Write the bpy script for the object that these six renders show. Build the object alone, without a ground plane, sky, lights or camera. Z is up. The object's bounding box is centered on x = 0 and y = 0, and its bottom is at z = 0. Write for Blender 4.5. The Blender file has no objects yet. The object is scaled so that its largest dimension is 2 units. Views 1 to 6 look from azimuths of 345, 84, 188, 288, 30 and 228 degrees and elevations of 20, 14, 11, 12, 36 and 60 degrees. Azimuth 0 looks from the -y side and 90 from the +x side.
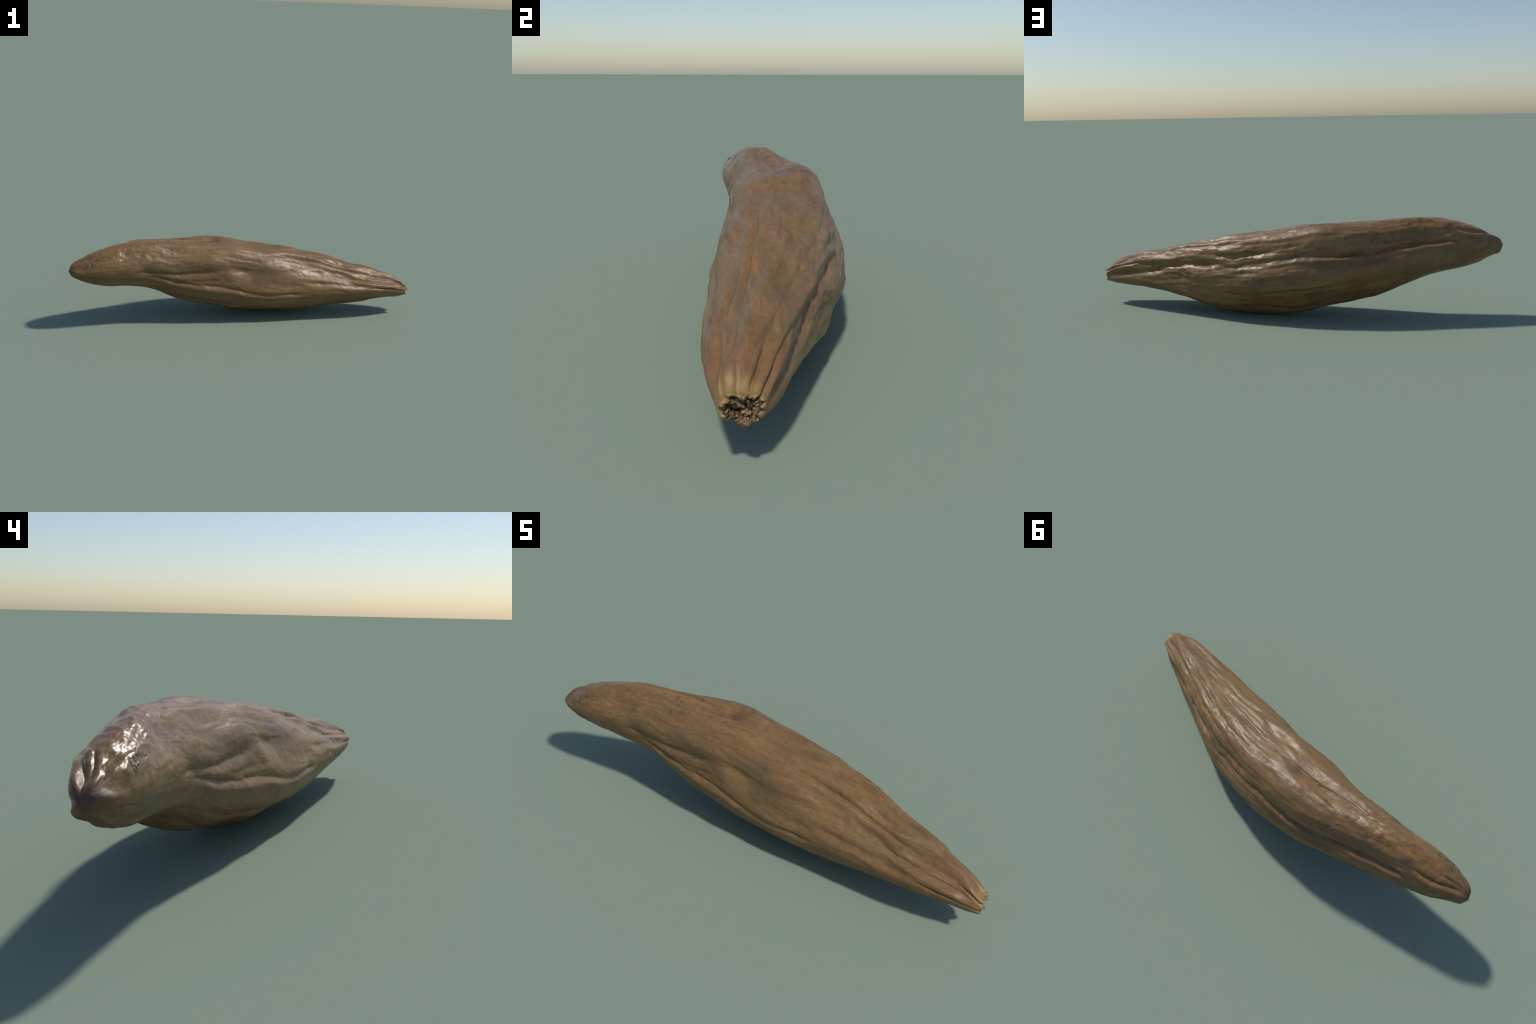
# Dried, wrinkled brown gourd-like fruit: a long curved husk with a broken stalk scar at one end,
# a puckered dark blossom tip at the other and a few pen strokes inked near that tip.
import bpy, math
import numpy as np
from mathutils import Vector

rng = np.random.default_rng(19)

# ------------------------------------------------------------------ profile of the husk (metres)
# stations along the length; at each one the spine, the mean radius and how the section departs
# from a circle (oval = 2 lobes, then 3, 4 and 5 lobes: cosine and sine parts).
ST = np.array([-1.0, -.985, -.95, -.88, -.78, -.66, -.54, -.42, -.30, -.18, -.06,
               .06, .18, .30, .42, .54, .66, .78, .88, .94, .985])
SPINE_Y = [-.045, -.0489, -.0464, -.0335, -.0175, .006, .027, .0395, .0458, .0426, .0319, .0242, .0091, -.0078, -.0298, -.0621, -.0895, -.1147, -.1337, -.1483, -.156]
SPINE_Z = [.336, .3347, .3355, .3376, .3392, .3319, .3139, .2833, .2637, .2521, .2335, .2132, .2022, .1954, .1914, .1874, .1796, .1771, .1704, .1587, .147]
GIRTH = [0, .03, .0511, .0818, .1036, .1187, .1375, .1575, .1762, .1908, .2014, .1991, .1949, .1858, .166, .1388, .1157, .0938, .0734, .0598, .04]
OVAL = ([0, -.0016, .0013, -.0019, -.0079, -.009, -.0091, -.0109, -.0084, -.0089, -.0084, -.0055, -.0038, -.0015, .0031, .0064, .0069, .0071, .0083, .0043, .008],
        [0, -.0008, .0012, -.0005, -.0002, -.0033, -.008, -.0006, .0101, .0102, .0095, .0104, .0083, .0076, .0092, .0088, .0097, .0078, .0018, -.0008, -.001])
THREE = ([0, -.004, -.0037, -.0024, -.0022, -.0036, -.0051, -.0043, -.0029, -.0049, -.0032, -.0056, -.0055, -.0048, -.0029, -.0059, -.0037, -.0076, -.0042, .0006, 0],
         [0, .0006, .0015, .001, -.0003, -.0065, -.0065, -.0023, -.0011, -.0034, -.0041, -.0019, -.0069, -.0067, -.0025, -.0069, -.0058, -.0072, -.0063, -.0002, .001])
FOUR = ([0, -.0013, -.0003, .0011, .0011, .0009, .0006, .0024, .0008, -.0014, .0038, .006, .006, .0033, .0003, -.0003, .0006, 0, -.0002, -.0032, -.002],
        [0, -.0009, -.0009, -.0006, -.0002, 0, .0008, -.0001, -.0038, -.0036, -.003, .0006, .0009, .0011, .0064, .0004, -.0026, -.0043, -.0016, .0013, .002])
FIVE = ([0, -.0014, -.0021, .002, 0, .0019, .005, .0056, .0039, .0064, .0072, .0053, .0016, -.0017, -.0035, -.0039, -.0058, -.0037, -.0027, -.0028, 0],
        [0, .0002, -.0013, -.0012, .0006, .0025, .0025, -.0006, -.0051, -.0069, -.0047, -.0074, -.0084, -.0044, -.0005, .0001, -.0017, .0004, .0033, .0007, -.001])
LOBES = ((2, OVAL), (3, THREE), (4, FOUR), (5, FIVE))
# broad swells (+) and hollows (-): x, degrees round, half length, half width in degrees, height
SWELLS = [(-0.48, 110, 0.13, 11, 0.0149),
          (-0.3, 112, 0.13, 11, 0.023),
          (-0.1, 114, 0.13, 12, 0.0119),
          (0.05, 115, 0.12, 13, 0.016),
          (-0.2, 131, 0.12, 12, 0.0048),
          (0.14, 142, 0.09, 14, 0.0126),
          (0.24, 154, 0.1, 14, 0.0113),
          (0.1, 297, 0.14, 22, -0.006),
          (0.3, 298, 0.12, 20, 0.0061),
          (-0.05, 306, 0.12, 22, 0.0118),
          (-0.08, 75, 0.12, 14, -0.0071),
          (0.05, 80, 0.13, 14, -0.02),
          (0.3, 90, 0.14, 12, -0.0148),
          (0.54, 134, 0.12, 15, -0.0132),
          (0.35, 120, 0.09, 12, -0.0185),
          (0.41, 26, 0.09, 13, -0.0291),
          (0.13, 42, 0.1, 12, -0.0048),
          (-0.55, 13, 0.12, 13, -0.0082),
          (-0.42, 14, 0.12, 12, -0.0142),
          (0.2, 200, 0.12, 13, -0.0036),
          (0.86, 58, 0.08, 18, -0.013),
          (-0.03, 154, 0.07, 12, -0.0198),
          (-0.75, 325, 0.12, 22, 0.008),
          (-0.88, 300, 0.08, 30, -0.004),
          (-0.2, 21, 0.08, 8, 0.0038),
          (0.78, 33, 0.12, 10, 0.0019),
          (0.5, 330, 0.12, 18, 0.0126),
          (0.5, 60, 0.12, 14, 0.0147),
          (0.6, 210, 0.15, 20, -0.0024),
          (-0.3, 200, 0.12, 14, 0.013),
          (-0.33, 198, 0.07, 8, -0.0051),
          (-0.2, 88, 0.14, 8, -0.0134),
          (0.15, 17, 0.09, 9, -0.0041),
          (-0.04, 322, 0.12, 14, -0.0055),
          (0.28, 328, 0.1, 12, -0.0114),
          (0.32, 102, 0.1, 7, -0.0023),
          (-0.25, 146, 0.1, 12, 0.01),
          (0.6, 33, 0.07, 8, 0.0073),
          (0.04, 104, 0.08, 7, -0.0132),
          (0.4, 160, 0.09, 10, 0.0046),
          (0.56, 100, 0.08, 10, -0.0141),
          (-0.2, 72, 0.1, 9, -0.0029)]


def curve(values, x, stations=ST):
    """Smooth cubic through the stations."""
    v, s = np.asarray(values, float), np.asarray(stations, float)
    m = np.empty_like(v)
    m[1:-1] = (v[2:] - v[:-2]) / (s[2:] - s[:-2])
    m[0], m[-1] = (v[1] - v[0]) / (s[1] - s[0]), (v[-1] - v[-2]) / (s[-1] - s[-2])
    xc = np.clip(x, s[0], s[-1])
    i = np.clip(np.searchsorted(s, xc) - 1, 0, len(s) - 2)
    h = s[i + 1] - s[i]
    t = (xc - s[i]) / h
    return ((2*t**3 - 3*t**2 + 1)*v[i] + (t**3 - 2*t**2 + t)*h*m[i]
            + (-2*t**3 + 3*t**2)*v[i+1] + (t**3 - t**2)*h*m[i+1])


# ------------------------------------------------------------------ noise
PERM = rng.permutation(256)
PERM = np.concatenate([PERM, PERM, PERM])
GRAD = rng.normal(size=(256, 3))
GRAD /= np.linalg.norm(GRAD, axis=1)[:, None]


def perlin(px, py, pz):
    ix, iy, iz = (np.floor(a).astype(np.int64) for a in (px, py, pz))
    fx, fy, fz = px - ix, py - iy, pz - iz
    u, v, w = (f*f*f*(f*(f*6 - 15) + 10) for f in (fx, fy, fz))
    out = 0
    for a in (0, 1):
        for b in (0, 1):
            for c in (0, 1):
                g = GRAD[PERM[PERM[PERM[(ix + a) & 255] + ((iy + b) & 255)] + ((iz + c) & 255)]]
                d = g[..., 0]*(fx - a) + g[..., 1]*(fy - b) + g[..., 2]*(fz - c)
                out = out + d*(u if a else 1 - u)*(v if b else 1 - v)*(w if c else 1 - w)
    return out*1.5


def smooth(a, b, x):
    t = np.clip((x - a)/(b - a), 0, 1)
    return t*t*(3 - 2*t)


def wrap(d):
    return (d + np.pi) % (2*np.pi) - np.pi


# ------------------------------------------------------------------ creases along the husk
# path: (x, degrees round the husk; 0 = +y, 90 = up, 180 = -y), depth, half width,
# lip: height, offset (degrees side: + = towards larger angle), width; fade lengths at both ends
CREASES = [
    # long fold on the sunny front, towards the stalk
    dict(path=[(.16, 115), (.27, 112), (.37, 112), (.47, 114), (.57, 115), (.66, 116), (.75, 120)], depth=.013, width=.011, lip=.005, off=.024, lipw=.014, fade=.12, even=.2),
    dict(path=[(.58, 142), (.66, 149), (.76, 153), (.86, 155), (.94, 152)], depth=.010, width=.009, lip=.005, off=.018, lipw=.010, fade=.08, even=.2),
    dict(path=[(.62, 128), (.72, 131), (.82, 132), (.90, 134)], depth=.004, width=.014, lip=0, off=0, lipw=.01, fade=.08),
    # crack under the front of the stalk
    dict(path=[(.74, 176), (.83, 177), (.90, 179), (.985, 183)], depth=.006, width=.0045, lip=.002, off=-.008, lipw=.006, fade=.05),
    dict(path=[(.30, 166), (.45, 168), (.62, 170), (.78, 172)], depth=.004, width=.012, lip=.003, off=.02, lipw=.012, fade=.12),
    # lower front: a double fold running to the middle
    dict(path=[(-.66, 184), (-.56, 179), (-.47, 174), (-.38, 170), (-.28, 165), (-.16, 160)], depth=.007, width=.013, lip=.003, off=.024, lipw=.014, fade=.09),
    dict(path=[(-.60, 190), (-.46, 188), (-.32, 189), (-.18, 188), (-.05, 189), (.08, 190), (.20, 187), (.34, 187)], depth=.0075, width=.010, lip=.0035, off=.020, lipw=.014, fade=.10),
    # thin seam along the top
    dict(path=[(-.66, 96), (-.53, 95), (-.40, 98), (-.27, 93), (-.12, 90), (.01, 85), (.12, 87), (.22, 88), (.36, 86), (.55, 88)], depth=.0026, width=.005, lip=.0018, off=.008, lipw=.006, fade=.10),
    dict(path=[(-.15, 99), (0, 98), (.15, 101), (.30, 99), (.5, 98), (.7, 100)], depth=.0018, width=.014, lip=0, off=0, lipw=.006, fade=.1),
    dict(path=[(-.1, 70), (.1, 66), (.3, 67), (.5, 70), (.7, 74), (.85, 78)], depth=.006, width=.012, lip=.002, off=.02, lipw=.01, fade=.15, even=.25),
    dict(path=[(.2, 54), (.4, 52), (.55, 55), (.75, 60), (.9, 62)], depth=.006, width=.011, lip=.002, off=.016, lipw=.01, fade=.12, even=.25),
    # the deep valley on the far side, out of the stalk
    dict(path=[(.97, 356), (.90, 357), (.83, 0), (.76, 5), (.68, 11), (.62, 13)], depth=.013, width=.013, lip=.003, off=-.022, lipw=.012, fade=.05),
    dict(path=[(.70, 16), (.62, 20), (.55, 24), (.48, 24), (.40, 26), (.33, 24)], depth=.013, width=.018, lip=.003, off=-.03, lipw=.014, fade=.07),
    dict(path=[(.80, 27), (.74, 28), (.66, 28), (.60, 32)], depth=.009, width=.013, lip=.002, off=.02, lipw=.01, fade=.05),
    dict(path=[(.985, 25), (.95, 29), (.90, 32), (.84, 32), (.78, 33)], depth=.010, width=.0065, lip=.002, off=-.010, lipw=.006, fade=.05),
    dict(path=[(.46, 38), (.36, 40), (.26, 32), (.14, 36), (.02, 40), (-.10, 40)], depth=.007, width=.015, lip=.0015, off=-.024, lipw=.012, fade=.08),
    dict(path=[(.38, 14), (.22, 20), (.08, 24), (-.05, 26), (-.14, 24)], depth=.006, width=.013, lip=.0025, off=-.024, lipw=.012, fade=.08),
    dict(path=[(-.10, 24), (-.23, 22), (-.36, 24), (-.47, 25), (-.59, 23), (-.68, 23), (-.79, 23)], depth=.013, width=.014, lip=.007, off=-.022, lipw=.013, fade=.07),
    dict(path=[(-.24, 40), (-.36, 42), (-.48, 43), (-.62, 42), (-.76, 40)], depth=.007, width=.020, lip=.005, off=.030, lipw=.016, fade=.10),
    # folds drawn together at the blossom tip
    dict(path=[(-.78, 54), (-.87, 53), (-.91, 60), (-.95, 70), (-.995, 84)], depth=.013, width=.010, lip=.004, off=-.018, lipw=.010, fade=.06),
    dict(path=[(-.86, 76), (-.91, 84), (-.95, 92), (-.995, 100)], depth=.006, width=.008, lip=.002, off=.012, lipw=.008, fade=.05),
    dict(path=[(-.92, 118), (-.97, 126), (-.998, 130)], depth=.006, width=.010, lip=.0, off=.0, lipw=.01, fade=.04),
    dict(path=[(-.82, 205), (-.90, 200), (-.96, 190), (-.998, 180)], depth=.006, width=.010, lip=.002, off=.016, lipw=.01, fade=.06),
    dict(path=[(-.86, 268), (-.93, 262), (-.998, 250)], depth=.007, width=.012, lip=.003, off=-.018, lipw=.01, fade=.05),
    dict(path=[(-.86, 330), (-.92, 336), (-.998, 340)], depth=.006, width=.009, lip=0, off=0, lipw=.01, fade=.05),
    # splits in the collar
    dict(path=[(.90, 133), (.95, 138), (.985, 148)], depth=.007, width=.0045, lip=.001, off=.007, lipw=.005, fade=.03),
    dict(path=[(.87, 60), (.93, 59), (.985, 62)], depth=.008, width=.0055, lip=.0015, off=.009, lipw=.006, fade=.03),
    dict(path=[(.93, 104), (.96, 105), (.985, 107)], depth=.003, width=.004, lip=0, off=0, lipw=.01, fade=.03),
    # the underside, never seen from close by: shallow lengthwise folds in the same rhythm
    dict(path=[(-.45, 222), (-.25, 224), (-.05, 221), (.15, 224), (.35, 226)], depth=.005, width=.016, lip=.003, off=.026, lipw=.016, fade=.12),
    dict(path=[(-.6, 246), (-.4, 250), (-.2, 248), (0, 252)], depth=.005, width=.018, lip=.003, off=-.026, lipw=.016, fade=.12),
    dict(path=[(.1, 262), (.35, 258), (.6, 262), (.85, 258)], depth=.005, width=.014, lip=.002, off=.022, lipw=.014, fade=.12),
    dict(path=[(-.55, 300), (-.3, 304), (-.05, 300), (.2, 305), (.45, 308)], depth=.005, width=.018, lip=.003, off=.026, lipw=.016, fade=.12),
    dict(path=[(-.4, 338), (-.2, 334), (0, 337), (.25, 340), (.45, 345)], depth=.004, width=.014, lip=.002, off=.022, lipw=.014, fade=.12),
    dict(path=[(.45, 325), (.6, 328), (.75, 330), (.9, 328)], depth=.005, width=.012, lip=.003, off=.018, lipw=.01, fade=.1),
]


def husk_radius(x, th):
    """Smooth loft without folds."""
    r = curve(GIRTH, x)
    for k, (c, s) in LOBES:
        r = r + curve(c, x)*np.cos(k*th) + curve(s, x)*np.sin(k*th)
    for sx, deg, hl, hw, height in SWELLS:
        e = ((x - sx)/hl)**2 + (np.degrees(wrap(th - math.radians(deg)))/hw)**2
        r = r + height*np.exp(-e)
    return np.maximum(r, 0)


def surface(x, th, relief=1.0):
    """Point on the wrinkled husk (x along it, th round it)."""
    base = husk_radius(x, th)
    cy, cz = curve(SPINE_Y, x), curve(SPINE_Z, x)
    dy, dz = base*np.cos(th), base*np.sin(th)
    room = np.clip(base/.055, 0, 1)            # folds shrink where the husk is thin
    r = np.zeros_like(base)
    for n, c in enumerate(CREASES):
        path = sorted(c['path'])
        px = np.array([p[0] for p in path])
        a = np.unwrap(np.radians([p[1] for p in path]))
        sel = np.flatnonzero((x > px[0] - .02) & (x < px[-1] + .02))
        if not len(sel):
            continue
        xs, bs = x[sel], base[sel]
        # everything that depends on the place along the fold only, on a fine table
        g = np.linspace(px[0] - .03, px[-1] + .03, 900)
        centre = curve(a, g, px) + .022*perlin(g*11 + 31*n, 0*g + n*.37, 0*g + .5) + .010*perlin(g*34 + 7*n, 0*g + n*.7, 0*g + .2)
        lo = smooth(px[0] - .02, px[0] + c['fade'], g) if px[0] > -.99 else 1.0
        hi = 1 - smooth(px[-1] - c['fade'], px[-1] + .02, g) if px[-1] < .98 else 1.0
        win = np.interp(xs, g, lo*hi*(np.clip(1 + c.get('even', .75)*perlin(g*9 + 5*n, 0*g + 3.3*n, 0*g), .1, 1.6)))*room[sel]
        d = wrap(th[sel] - np.interp(xs, g, centre))*np.maximum(bs, .02)
        near = np.abs(d) < 4.2*c['width'] + abs(c['off']) + 2.5*c['lipw']
        sel, xs, d, win = sel[near], xs[near], d[near], win[near]
        bend = d + .25*c['width']*perlin(xs*30 + n, th[sel]*4, 0*xs + n)
        r[sel] -= win*c['depth']*np.exp(-np.abs(bend/c['width'])**1.5)
        if c['lip']:
            r[sel] += win*c['lip']*np.exp(-((d - c['off'])/c['lipw'])**2)
    # lumps, lengthwise fibres and fine pebbling
    sway = .012*perlin(x*5, dy*9, dz*9)
    lump = perlin(x*7 + 3, dy*13, dz*13)
    fibre = perlin(x*5.0, (dy + sway)*48, (dz + sway)*48)
    fibre2 = perlin(x*16 + 9, (dy + sway)*95, (dz + sway)*95)
    pebble = perlin(x*34, dy*46 + 4, dz*46)
    fine = perlin(x*75, dy*120 + 4, dz*120)
    tipward = smooth(-.25, -.75, x)
    far = np.clip(np.cos(th - .35), 0, 1)*smooth(-.3, .25, x)*(1 - smooth(.75, .95, x))
    dent = perlin(x*17 + 6, dy*24, dz*24)
    rib = perlin(x*2.4 + 2, (dy + 1.6*sway)*29, (dz + 1.6*sway)*29)
    high = np.clip(np.sin(th), 0, 1)
    r = r + .0026*lump + (.0014 + .0020*tipward*high)*dent + (.0012 + .0022*high)*rib + (1 - .6*smooth(.90, .97, x))*((.0013 + .0028*far)*fibre + .0005*(1 + 1.5*far)*fibre2)
    calm = 1 - .6*smooth(.90, .97, x)
    r = r + calm*((.0007 + .0017*tipward*high + .0012*far)*pebble*room + (.0003 + .0004*tipward*high)*fine)
    r = base + relief*r*np.clip(base/.03, 0, 1)
    return np.stack([x, cy + r*np.cos(th), np.maximum(cz + r*np.sin(th), 0)], -1)   # rests on the ground


# ------------------------------------------------------------------ husk mesh
NX, NT = 1000, 640
TIP_FROM, COLLAR_FROM, RIM = -.935, .90, .980


def rim_reach(th):
    """How far the ragged stalk rim reaches, by angle."""
    deg = np.degrees(th) % 360
    x = .979 + .009*np.cos(np.radians(deg - 105))
    for a, w, k in ((62, 7, .011), (146, 7, .009), (27, 8, .012), (183, 8, .010), (238, 11, .013), (300, 10, .006)):
        x -= k*np.exp(-(((deg - a + 180) % 360 - 180)/w)**2)
    for a, w, k in ((85, 12, .005), (164, 10, .006), (258, 12, .008), (44, 8, .004), (210, 10, .004)):
        x += k*np.exp(-(((deg - a + 180) % 360 - 180)/w)**2)
    return x + .005*perlin(np.cos(th)*3, np.sin(th)*3, th*0)


def build_husk():
    th = np.arange(NT)/NT*2*np.pi
    u = np.linspace(0, 1, NX)
    # rings crowd at both ends
    lin = -1 + (1 + RIM)*u
    head = 1 - np.cos(np.clip(u/.06, 0, 1)*np.pi/2)
    lin = np.where(u < .06, -1 + (1 + RIM)*.06*head, lin)
    X = np.repeat(lin[:, None], NT, 1)
    T = np.repeat(th[None], NX, 0)
    rim = rim_reach(th)[None]
    X = X + smooth(.88, RIM, X)*(rim - RIM)
    P = surface(X.ravel(), T.ravel()).reshape(NX, NT, 3)
    # lip turning over into the hollow of the scar
    edge = P[-1]
    mid = edge.mean(0)
    out = edge - mid
    out /= np.linalg.norm(out, axis=1)[:, None]
    rings = []
    thick = .0078 + .0045*perlin(np.cos(th)*4 + 9, np.sin(th)*4, th*0)
    for a in np.linspace(0, np.pi, 13)[1:]:
        q = edge - out*(thick*(1 - np.cos(a)))[:, None]
        q[:, 0] += np.sin(a)*thick*1.05
        rings.append(q)
    inner = rings[-1]
    for k, f in enumerate(np.linspace(0, 1, 27)[1:]):
        q = inner.copy()
        shrink = smooth(.28, 1.0, f)
        q[:, 1:] = inner[:, 1:]*(1 - shrink) + mid[1:]*shrink
        q[:, 0] = inner[:, 0]*(1 - f) + .974*f - .020*smooth(0, .4, f)
        rough = .009*smooth(.05, .25, f)*(perlin(q[:, 0]*50, q[:, 1]*75, q[:, 2]*75) + .6*perlin(q[:, 0]*90 + 3, q[:, 1]*150, q[:, 2]*150))
        q[:, 0] += rough
        rings.append(q)
    rings[-1][:] = rings[-1].mean(0)
    return np.concatenate([P, np.array(rings)])


GRID = build_husk()
ROWS = len(GRID)


def whole_normals(g):
    """Vertex normals of the one continuous surface."""
    du = np.gradient(g, axis=0)
    dv = np.roll(g, -1, 1) - np.roll(g, 1, 1)
    n = np.cross(dv, du)
    n /= np.maximum(np.linalg.norm(n, axis=2, keepdims=True), 1e-12)
    n[0] = n[1].mean(0)/np.linalg.norm(n[1].mean(0))
    n[-1] = n[-2].mean(0)/np.linalg.norm(n[-2].mean(0))
    return n


NORM = whole_normals(GRID)


def mesh_from(verts, faces, name):
    me = bpy.data.meshes.new(name)
    me.from_pydata([tuple(v) for v in verts] if not isinstance(verts, np.ndarray) else verts.tolist(), [], faces)
    me.update()
    return me


def fast_grid_mesh(name, r0, r1):
    g, n = GRID[r0:r1 + 1].reshape(-1, 3), NORM[r0:r1 + 1].reshape(-1, 3)
    rows = r1 - r0 + 1
    i = np.arange(rows - 1)[:, None]*NT
    j = np.arange(NT)[None]
    jn = (j + 1) % NT
    q = np.stack([i + j, i + jn, i + NT + jn, i + NT + j], -1).reshape(-1, 4)
    me = bpy.data.meshes.new(name)
    me.vertices.add(len(g))
    me.vertices.foreach_set('co', g.astype(np.float32).ravel())
    me.loops.add(q.size)
    me.loops.foreach_set('vertex_index', q.astype(np.int32).ravel())
    me.polygons.add(len(q))
    me.polygons.foreach_set('loop_start', np.arange(0, q.size, 4, dtype=np.int32))
    me.update(calc_edges=True)
    me.polygons.foreach_set('use_smooth', np.ones(len(q), bool))
    me.normals_split_custom_set_from_vertices(n.astype(np.float32))
    me.update()
    return me


# ------------------------------------------------------------------ materials
class Nodes:
    """Small helper to write node trees compactly."""

    def __init__(self, name):
        self.mat = bpy.data.materials.new(name)
        self.mat.use_nodes = True
        self.t = self.mat.node_tree
        self.bsdf = self.t.nodes['Principled BSDF']
        self.obj = self.t.nodes.new('ShaderNodeTexCoord').outputs['Object']

    def set(self, socket, v):
        if isinstance(v, bpy.types.NodeSocket):
            self.t.links.new(v, socket)
        else:
            socket.default_value = (*v, 1.0) if isinstance(v, tuple) and len(v) == 3 and socket.type == 'RGBA' else v

    def mapped(self, scale, loc=(0, 0, 0), vec=None):
        m = self.t.nodes.new('ShaderNodeMapping')
        self.set(m.inputs['Vector'], vec or self.obj)
        m.inputs['Scale'].default_value = scale
        m.inputs['Location'].default_value = loc
        return m.outputs[0]

    def noise(self, vec, detail=3.0, rough=.55, distort=0.0, scale=1.0, colour=False):
        n = self.t.nodes.new('ShaderNodeTexNoise')
        self.set(n.inputs['Vector'], vec)
        n.inputs['Scale'].default_value, n.inputs['Detail'].default_value = scale, detail
        n.inputs['Roughness'].default_value, n.inputs['Distortion'].default_value = rough, distort
        return n.outputs['Color' if colour else 'Fac']

    def ramp(self, fac, stops, smooth=False):
        r = self.t.nodes.new('ShaderNodeValToRGB')
        self.set(r.inputs['Fac'], fac)
        e = r.color_ramp.elements
        while len(e) < len(stops):
            e.new(.5)
        for el, (p, c) in zip(e, stops):
            el.position, el.color = p, (*c, 1) if isinstance(c, tuple) else (c, c, c, 1)
        r.color_ramp.interpolation = 'EASE' if smooth else 'LINEAR'
        return r.outputs['Color']

    def math(self, op, a, b=0.0, clamp=False):
        n = self.t.nodes.new('ShaderNodeMath')
        n.operation, n.use_clamp = op, clamp
        self.set(n.inputs[0], a)
        self.set(n.inputs[1], b)
        return n.outputs[0]

    def vmath(self, op, a, b, out=0):
        n = self.t.nodes.new('ShaderNodeVectorMath')
        n.operation = op
        self.set(n.inputs[0], a)
        self.set(n.inputs[1], b)
        return n.outputs['Value' if op in ('DISTANCE', 'LENGTH', 'DOT_PRODUCT') else 'Vector']

    def range(self, v, a, b, lo=0.0, hi=1.0):
        n = self.t.nodes.new('ShaderNodeMapRange')
        n.interpolation_type = 'SMOOTHSTEP'
        self.set(n.inputs['Value'], v)
        for k, val in zip(('From Min', 'From Max', 'To Min', 'To Max'), (a, b, lo, hi)):
            n.inputs[k].default_value = val
        return n.outputs['Result']

    def mix(self, fac, a, b, blend='MIX'):
        n = self.t.nodes.new('ShaderNodeMix')
        n.data_type, n.blend_type = 'RGBA', blend
        self.set(n.inputs[0], fac)
        self.set(n.inputs[6], a)
        self.set(n.inputs[7], b)
        return n.outputs[2]

    def bump(self, height, strength, distance, normal=None):
        n = self.t.nodes.new('ShaderNodeBump')
        n.inputs['Strength'].default_value, n.inputs['Distance'].default_value = strength, distance
        self.set(n.inputs['Height'], height)
        if normal:
            self.set(n.inputs['Normal'], normal)
        return n.outputs[0]

    def axis(self, k):
        s = self.t.nodes.new('ShaderNodeSeparateXYZ')
        self.set(s.inputs[0], self.obj)
        return s.outputs[k]


def on_husk(x, deg, lift=0.0):
    a = np.array([math.radians(deg)])
    p = surface(np.array([x]), a)[0]
    p[1] += lift*math.cos(a[0])
    p[2] += lift*math.sin(a[0])
    return p


# stains where the rind is bruised: (x, degrees, radius, strength)
STAINS = [(-.433, 91, .022, .75), (-.402, 95, .014, .6), (-.305, 92, .016, .75), (-.364, 114, .017, .55), (-.15, 84, .040, .75),
          (-.17, 71, .020, .8), (-.245, 71, .018, .65), (-.118, 70, .024, .8), (-.016, 86, .014, .6), (.07, 83, .012, .6),
          (.137, 115, .008, .8), (-.307, 90, .012, .7), (-.755, 57, .032, .9), (-.597, 77, .016, .6), (-.505, 57, .020, .5),
          (.105, 356, .036, .8), (.147, 343, .040, .6), (-.412, 52, .026, .6), (-.129, 317, .05, .6), (-.95, 122, .010, .9),
          (.936, 112, .016, .5), (.934, 74, .020, .6), (.952, 76, .012, .6), (.959, 47, .010, .6), (-.685, 117, .020, .4),
          (-.587, 139, .030, .45), (-.562, 163, .035, .45), (-.446, 166, .03, .35), (-.66, 108, .012, .5), (.30, 60, .010, .5), (-.907, 134, .007, .6), (-.904, 142, .008, .6), (-.905, 150, .008, .6), (-.91, 158, .009, .6)]


# broad, soft, darker olive-grey patches on the front and far flanks
OLIVE_PATCHES = [(.06, 138, .05, .5), (.09, 155, .07, .55), (-.02, 148, .06, .35), (-.50, 160, .08, .5), (-.36, 152, .07, .4), (-.62, 138, .05, .35),
          (-.20, 152, .08, .3), (.32, 168, .05, .3), (-.15, 30, .06, .4), (.3, 30, .07, .35), (-.6, 30, .08, .4)]


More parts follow.
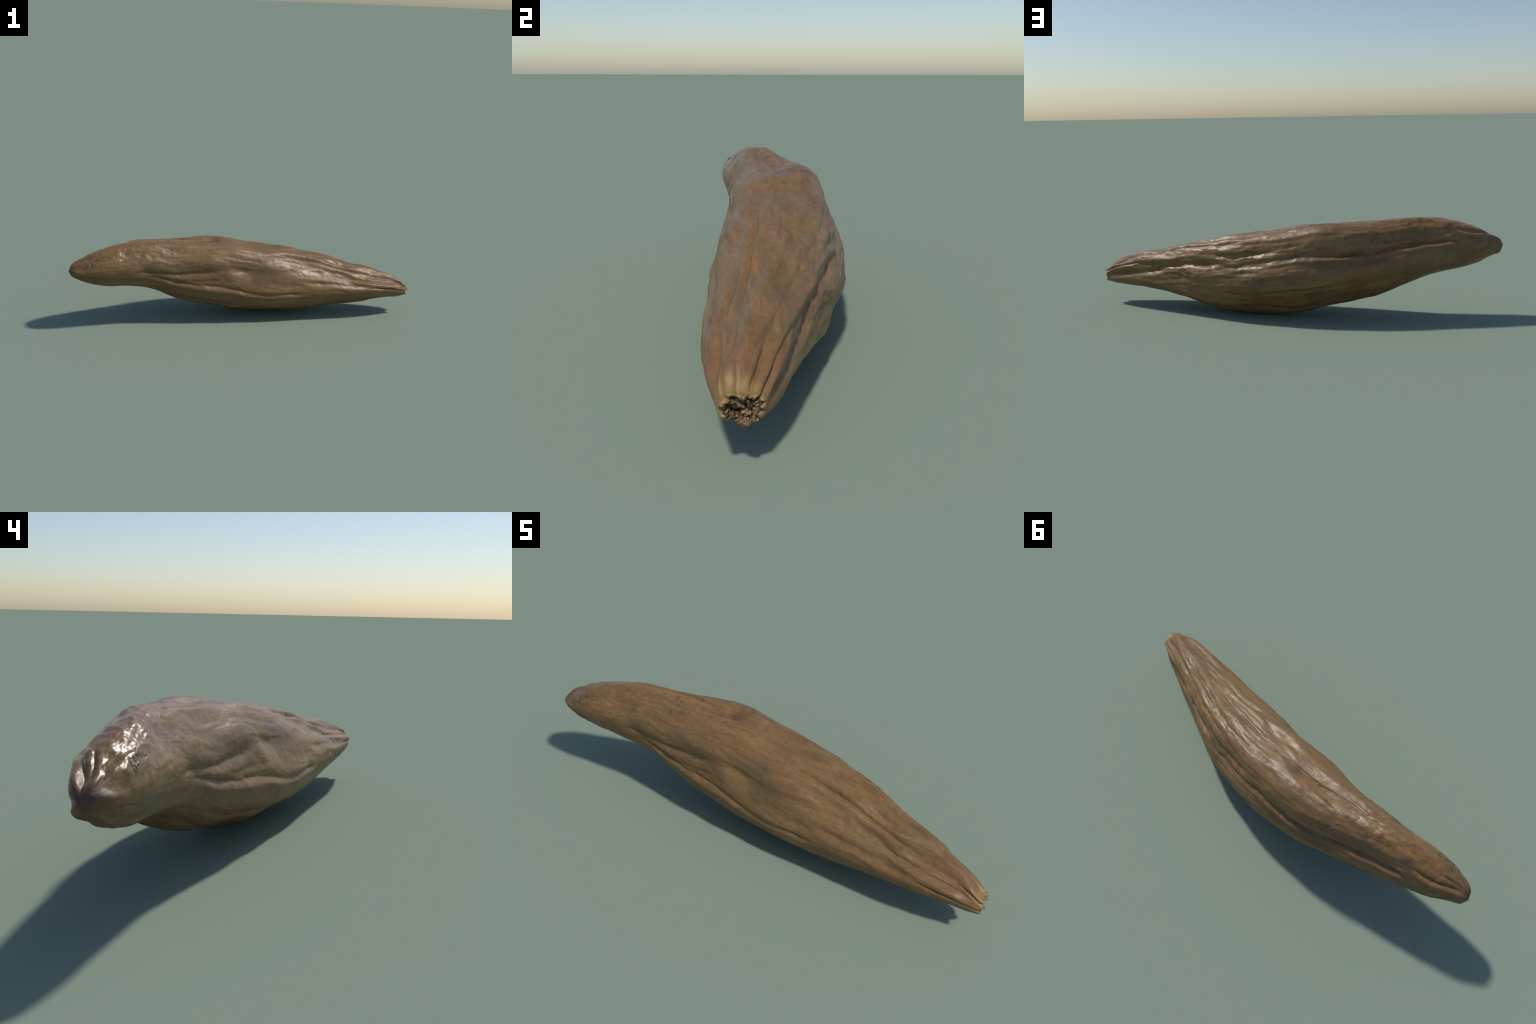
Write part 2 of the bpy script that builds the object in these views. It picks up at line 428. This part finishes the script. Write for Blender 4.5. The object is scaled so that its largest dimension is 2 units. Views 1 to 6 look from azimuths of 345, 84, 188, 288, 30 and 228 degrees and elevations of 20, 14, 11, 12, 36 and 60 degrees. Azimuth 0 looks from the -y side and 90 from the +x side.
def rind_material():
    m = Nodes('dried_rind')
    warp = m.noise(m.mapped((9, 16, 16)), 2, .6, colour=True)
    warped = m.vmath('ADD', m.obj, m.vmath('MULTIPLY', m.vmath('SUBTRACT', warp, (.5, .5, .5)), (.055, .030, .030)))
    streak = m.noise(m.mapped((2.2, 15, 15)), 4, .55, .6)
    col = m.ramp(streak, [(.30, (.144, .078, .030)), (.46, (.197, .108, .040)), (.60, (.232, .130, .048)), (.74, (.262, .150, .056))])
    # fine lengthwise fibre and speckle
    fibre = m.noise(m.mapped((10, 90, 90)), 4, .6, .3)
    col = m.mix(1.0, col, m.ramp(fibre, [(.3, .84), (.7, 1.14)]), 'MULTIPLY')
    speck = m.noise(m.mapped((70, 95, 95)), 3, .6)
    col = m.mix(1.0, col, m.ramp(speck, [(.32, .84), (.55, 1.03), (.75, 1.08)]), 'MULTIPLY')
    # olive and reddish drifts
    olive = m.range(m.noise(m.mapped((3.4, 11, 11), (4, 2, 7)), 3, .5), .50, .70, 0, .45)
    col = m.mix(olive, col, (.148, .104, .036))
    red = m.range(m.noise(m.mapped((3.0, 17, 17), (11, 5, 3)), 3, .5), .54, .72, 0, .45)
    col = m.mix(red, col, (.220, .104, .044))
    olive_patch = None
    for x, deg, rad, k in OLIVE_PATCHES:
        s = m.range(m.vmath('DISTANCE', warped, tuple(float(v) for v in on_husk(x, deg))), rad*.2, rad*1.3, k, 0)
        olive_patch = s if olive_patch is None else m.math('MAXIMUM', olive_patch, s)
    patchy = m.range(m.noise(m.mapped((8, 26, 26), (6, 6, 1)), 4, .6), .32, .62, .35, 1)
    col = m.mix(m.math('MULTIPLY', olive_patch, patchy), col, (.098, .076, .036))
    # freckles on the shoulder near the blossom end
    field = m.range(m.vmath('DISTANCE', warped, tuple(on_husk(-.36, 92))), .12, .42, 1, 0)
    vor = m.t.nodes.new('ShaderNodeTexVoronoi')
    m.set(vor.inputs['Vector'], m.mapped((24, 34, 34), vec=warped))
    vor.inputs['Scale'].default_value = 1.0
    pick = m.range(m.noise(m.mapped((19, 27, 27), (2, 9, 4)), 1, .5), .47, .56)
    dots = m.math('MULTIPLY', m.range(vor.outputs['Distance'], .10, .34, 1, 0), pick)
    col = m.mix(m.math('MULTIPLY', m.math('MULTIPLY', dots, field), .70), col, (.085, .046, .030))
    everywhere = m.range(m.noise(m.mapped((38, 60, 60), (7, 1, 3)), 2, .5), .66, .74, 0, .5)
    col = m.mix(everywhere, col, (.090, .052, .032))
    # bruises
    stain = None
    for x, deg, rad, k in STAINS:
        s = m.range(m.vmath('DISTANCE', warped, tuple(float(v) for v in on_husk(x, deg))), rad*.25, rad*1.25, k, 0)
        stain = s if stain is None else m.math('MAXIMUM', stain, s)
    col = m.mix(m.math('MULTIPLY', stain, .70), col, (.070, .040, .028))
    # reddish band then pale ochre collar at the stalk
    wx = m.t.nodes.new('ShaderNodeSeparateXYZ')
    m.set(wx.inputs[0], warped)
    wx = wx.outputs[0]
    band = m.math('MULTIPLY', m.range(wx, .80, .92), .42)
    col = m.mix(band, col, (.172, .080, .040))
    upper = m.range(m.vmath('DISTANCE', warped, tuple(float(v) for v in on_husk(.985, 105))), .030, .075, 1, .06)
    collar = m.math('MULTIPLY', m.math('MULTIPLY', m.range(wx, .935, .965), upper), .85)
    col = m.mix(collar, col, m.ramp(fibre, [(.3, (.205, .124, .042)), (.7, (.290, .182, .064))]))
    # scorched blossom tip
    tip = m.vmath('DISTANCE', warped, tuple(float(v) for v in on_husk(-.995, 140)))
    col = m.mix(m.range(tip, .008, .048, .85, 0), col, (.040, .032, .028))
    col = m.mix(m.range(tip, .04, .11, .3, 0), col, (.120, .062, .034))
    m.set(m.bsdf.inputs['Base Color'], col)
    rough = m.ramp(m.noise(m.mapped((6, 20, 20), (3, 3, 8)), 3, .6), [(.3, .33), (.7, .50)])
    polish = m.range(m.vmath('DISTANCE', warped, tuple(float(v) for v in on_husk(-.80, 112))), .12, .20, .17, 0)
    m.set(m.bsdf.inputs['Roughness'], m.math('SUBTRACT', rough, polish))
    m.bsdf.inputs['IOR'].default_value = 1.47
    pores = m.noise(m.mapped((80, 140, 140)), 5, .68)
    creased = m.noise(m.mapped((16, 120, 120), (1, 5, 2)), 5, .6, .8)
    n = m.bump(creased, .13, .004)
    n = m.bump(pores, .24, .0025, n)
    m.set(m.bsdf.inputs['Normal'], n)
    return m.mat


def core_material():
    m = Nodes('broken_stalk_pith')       # lumps are unit-sized before scaling
    rnd = m.t.nodes.new('ShaderNodeObjectInfo').outputs['Random']
    n = m.math('ADD', m.noise(m.mapped((1.3, 1.3, 1.3)), 4, .6, .5), m.math('MULTIPLY', m.math('SUBTRACT', rnd, .5), .30))
    col = m.ramp(n, [(.28, (.070, .042, .022)), (.45, (.135, .078, .038)), (.60, (.200, .122, .058)), (.78, (.300, .205, .110))])
    m.set(m.bsdf.inputs['Base Color'], col)
    m.bsdf.inputs['Roughness'].default_value = .24
    m.set(m.bsdf.inputs['Normal'], m.bump(m.noise(m.mapped((3.5, 3.5, 3.5)), 3, .5), .25, .25))
    return m.mat


def hollow_material():
    m = Nodes('stalk_hollow')
    n = m.noise(m.mapped((60, 80, 80), (2, 2, 2)), 4, .6, .4)
    col = m.ramp(n, [(.32, (.030, .022, .016)), (.55, (.085, .055, .030)), (.74, (.170, .110, .056))])
    m.set(m.bsdf.inputs['Base Color'], col)
    m.bsdf.inputs['Roughness'].default_value = .30
    m.set(m.bsdf.inputs['Normal'], m.bump(m.noise(m.mapped((150, 190, 190)), 4, .6), .5, .003))
    return m.mat


def ink_material():
    m = Nodes('faded_ink')
    n = m.noise(m.mapped((90, 90, 90)), 3, .6)
    m.set(m.bsdf.inputs['Base Color'], m.ramp(n, [(.36, (.028, .020, .022)), (.52, (.062, .040, .034)), (.66, (.130, .076, .042))]))
    m.bsdf.inputs['Roughness'].default_value = .24
    return m.mat


RIND, CORE, HOLLOW, INK = rind_material(), core_material(), hollow_material(), ink_material()

# ------------------------------------------------------------------ assemble
fruit = bpy.data.objects.new('dried_gourd', None)
fruit['label'] = 'long curved wrinkled brown dried gourd with broken stalk'
fruit['category'] = 'dried gourd'
bpy.context.collection.objects.link(fruit)


def add(name, me, mat, parent=fruit):
    o = bpy.data.objects.new(name, me)
    if mat and not me.materials:
        me.materials.append(mat)
    o.parent = parent
    bpy.context.collection.objects.link(o)
    return o


xs = GRID[:NX, 0, 0]
tip_row = int(np.searchsorted(xs, TIP_FROM))
collar_row = int(np.searchsorted(xs, COLLAR_FROM))
LIP_ROW = NX + 6
add('husk', fast_grid_mesh('husk', tip_row, collar_row), RIND)
add('blossom_tip', fast_grid_mesh('blossom_tip', 0, tip_row), RIND)
add('stalk_collar', fast_grid_mesh('stalk_collar', collar_row, LIP_ROW), RIND)
hollow = add('stalk_scar', fast_grid_mesh('stalk_scar', LIP_ROW, ROWS - 1), HOLLOW)


# pith lumps left in the scar: (y, z, x, half sizes along y z x, spin in degrees)
def lump_mesh(seed):
    r = np.random.default_rng(seed)
    nt, npol = 40, 26
    v, f = [], []
    off = r.uniform(0, 50, 3)
    for i in range(npol + 1):
        a = math.pi*i/npol
        for j in range(nt):
            b = 2*math.pi*j/nt
            v.append((math.cos(a), math.sin(a)*math.cos(b), math.sin(a)*math.sin(b)))
    v = np.array(v)
    w = 1 + .45*perlin(v[:, 0]*1.6 + off[0], v[:, 1]*1.6 + off[1], v[:, 2]*1.6 + off[2]) \
          + .08*perlin(v[:, 0]*4 + off[1], v[:, 1]*4 + off[2], v[:, 2]*4 + off[0])
    v = v*w[:, None]
    for i in range(npol):
        for j in range(nt):
            k = (j + 1) % nt
            f.append((i*nt + j, (i + 1)*nt + j, (i + 1)*nt + k, i*nt + k))
    me = mesh_from(v, f, 'pith_lump')
    me.polygons.foreach_set('use_smooth', np.ones(len(f), bool))
    me.materials.append(CORE)
    return me


lumps = [lump_mesh(s) for s in (3, 8, 14, 21)]
LUMPS = [(-.176, .158, .968, .017, .008, .016, 8), (-.158, .152, .966, .013, .007, .016, -20), (-.141, .152, .970, .007, .015, .018, 15),
         (-.127, .154, .972, .011, .010, .016, 0), (-.130, .137, .970, .009, .012, .017, -10), (-.146, .133, .972, .012, .008, .015, 12),
         (-.190, .149, .966, .008, .009, .014, 30), (-.186, .137, .968, .009, .010, .016, 0), (-.174, .126, .968, .015, .009, .014, -8),
         (-.149, .116, .974, .015, .010, .018, 10), (-.122, .142, .970, .007, .011, .014, 0), (-.165, .141, .956, .018, .010, .012, 0),
         (-.133, .120, .970, .012, .009, .016, -15), (-.180, .125, .966, .008, .007, .012, 20)]
for i, (y, z, x, a, b, c, spin) in enumerate(LUMPS):
    o = add('pith_lump', lumps[i % 4], None, hollow)
    o.location = (x, y, z)
    o.scale = (c, a, b)
    o.rotation_euler = (math.radians(spin), .2*math.sin(i*2.1), .2*math.cos(i*1.7))


# ------------------------------------------------------------------ pen strokes (x, degrees)
STROKES = [
    [(-.871, 133), (-.872, 139), (-.874, 146), (-.876, 151), (-.868, 151), (-.865, 146), (-.868, 141), (-.873, 145)],
    [(-.855, 146), (-.854, 140), (-.853, 134), (-.846, 129), (-.841, 131), (-.836, 136), (-.830, 130), (-.824, 133), (-.826, 140)],
    [(-.823, 126), (-.816, 124), (-.808, 123), (-.807, 126), (-.811, 132), (-.814, 136), (-.807, 140), (-.800, 139)],
]
WIDE = [.0024, .0019, .0019]


def stroke_mesh(pts, half):
    pts = np.array(pts, float)
    s = np.concatenate([[0], np.cumsum(np.hypot(np.diff(pts[:, 0])*100, np.diff(pts[:, 1])*.15))])
    t = np.linspace(0, s[-1], 60)
    x, deg = curve(pts[:, 0], t, s), curve(pts[:, 1], t, s)
    lo = surface(x, np.radians(deg))
    tan = np.gradient(lo, axis=0)
    tan /= np.linalg.norm(tan, axis=1)[:, None]
    up = np.stack([-.25 + 0*x, np.cos(np.radians(deg)), np.sin(np.radians(deg))], -1)
    up /= np.linalg.norm(up, axis=1)[:, None]
    side = np.cross(tan, up)
    taper = half*(.55 + .45*np.sin(np.linspace(.1, np.pi - .1, 60)))*(1 + .25*perlin(t*3, t*0 + half*900, t*0))
    v, f, m = [], [], 8
    for k in range(m):
        a = 2*math.pi*k/m
        v.append(lo + side*(np.cos(a)*taper)[:, None] + up*(.0002 + .0005*math.sin(a)))
    v = np.stack(v, 1).reshape(-1, 3)
    for i in range(59):
        for k in range(m):
            n = (k + 1) % m
            f.append((i*m + k, i*m + n, (i + 1)*m + n, (i + 1)*m + k))
    f.append(tuple(range(m))[::-1])
    f.append(tuple(59*m + k for k in range(m)))
    me = mesh_from(v, f, 'pen_stroke')
    me.polygons.foreach_set('use_smooth', np.ones(len(f), bool))
    return me


for pts, half in zip(STROKES, WIDE):
    add('pen_stroke', stroke_mesh(pts, half), INK)
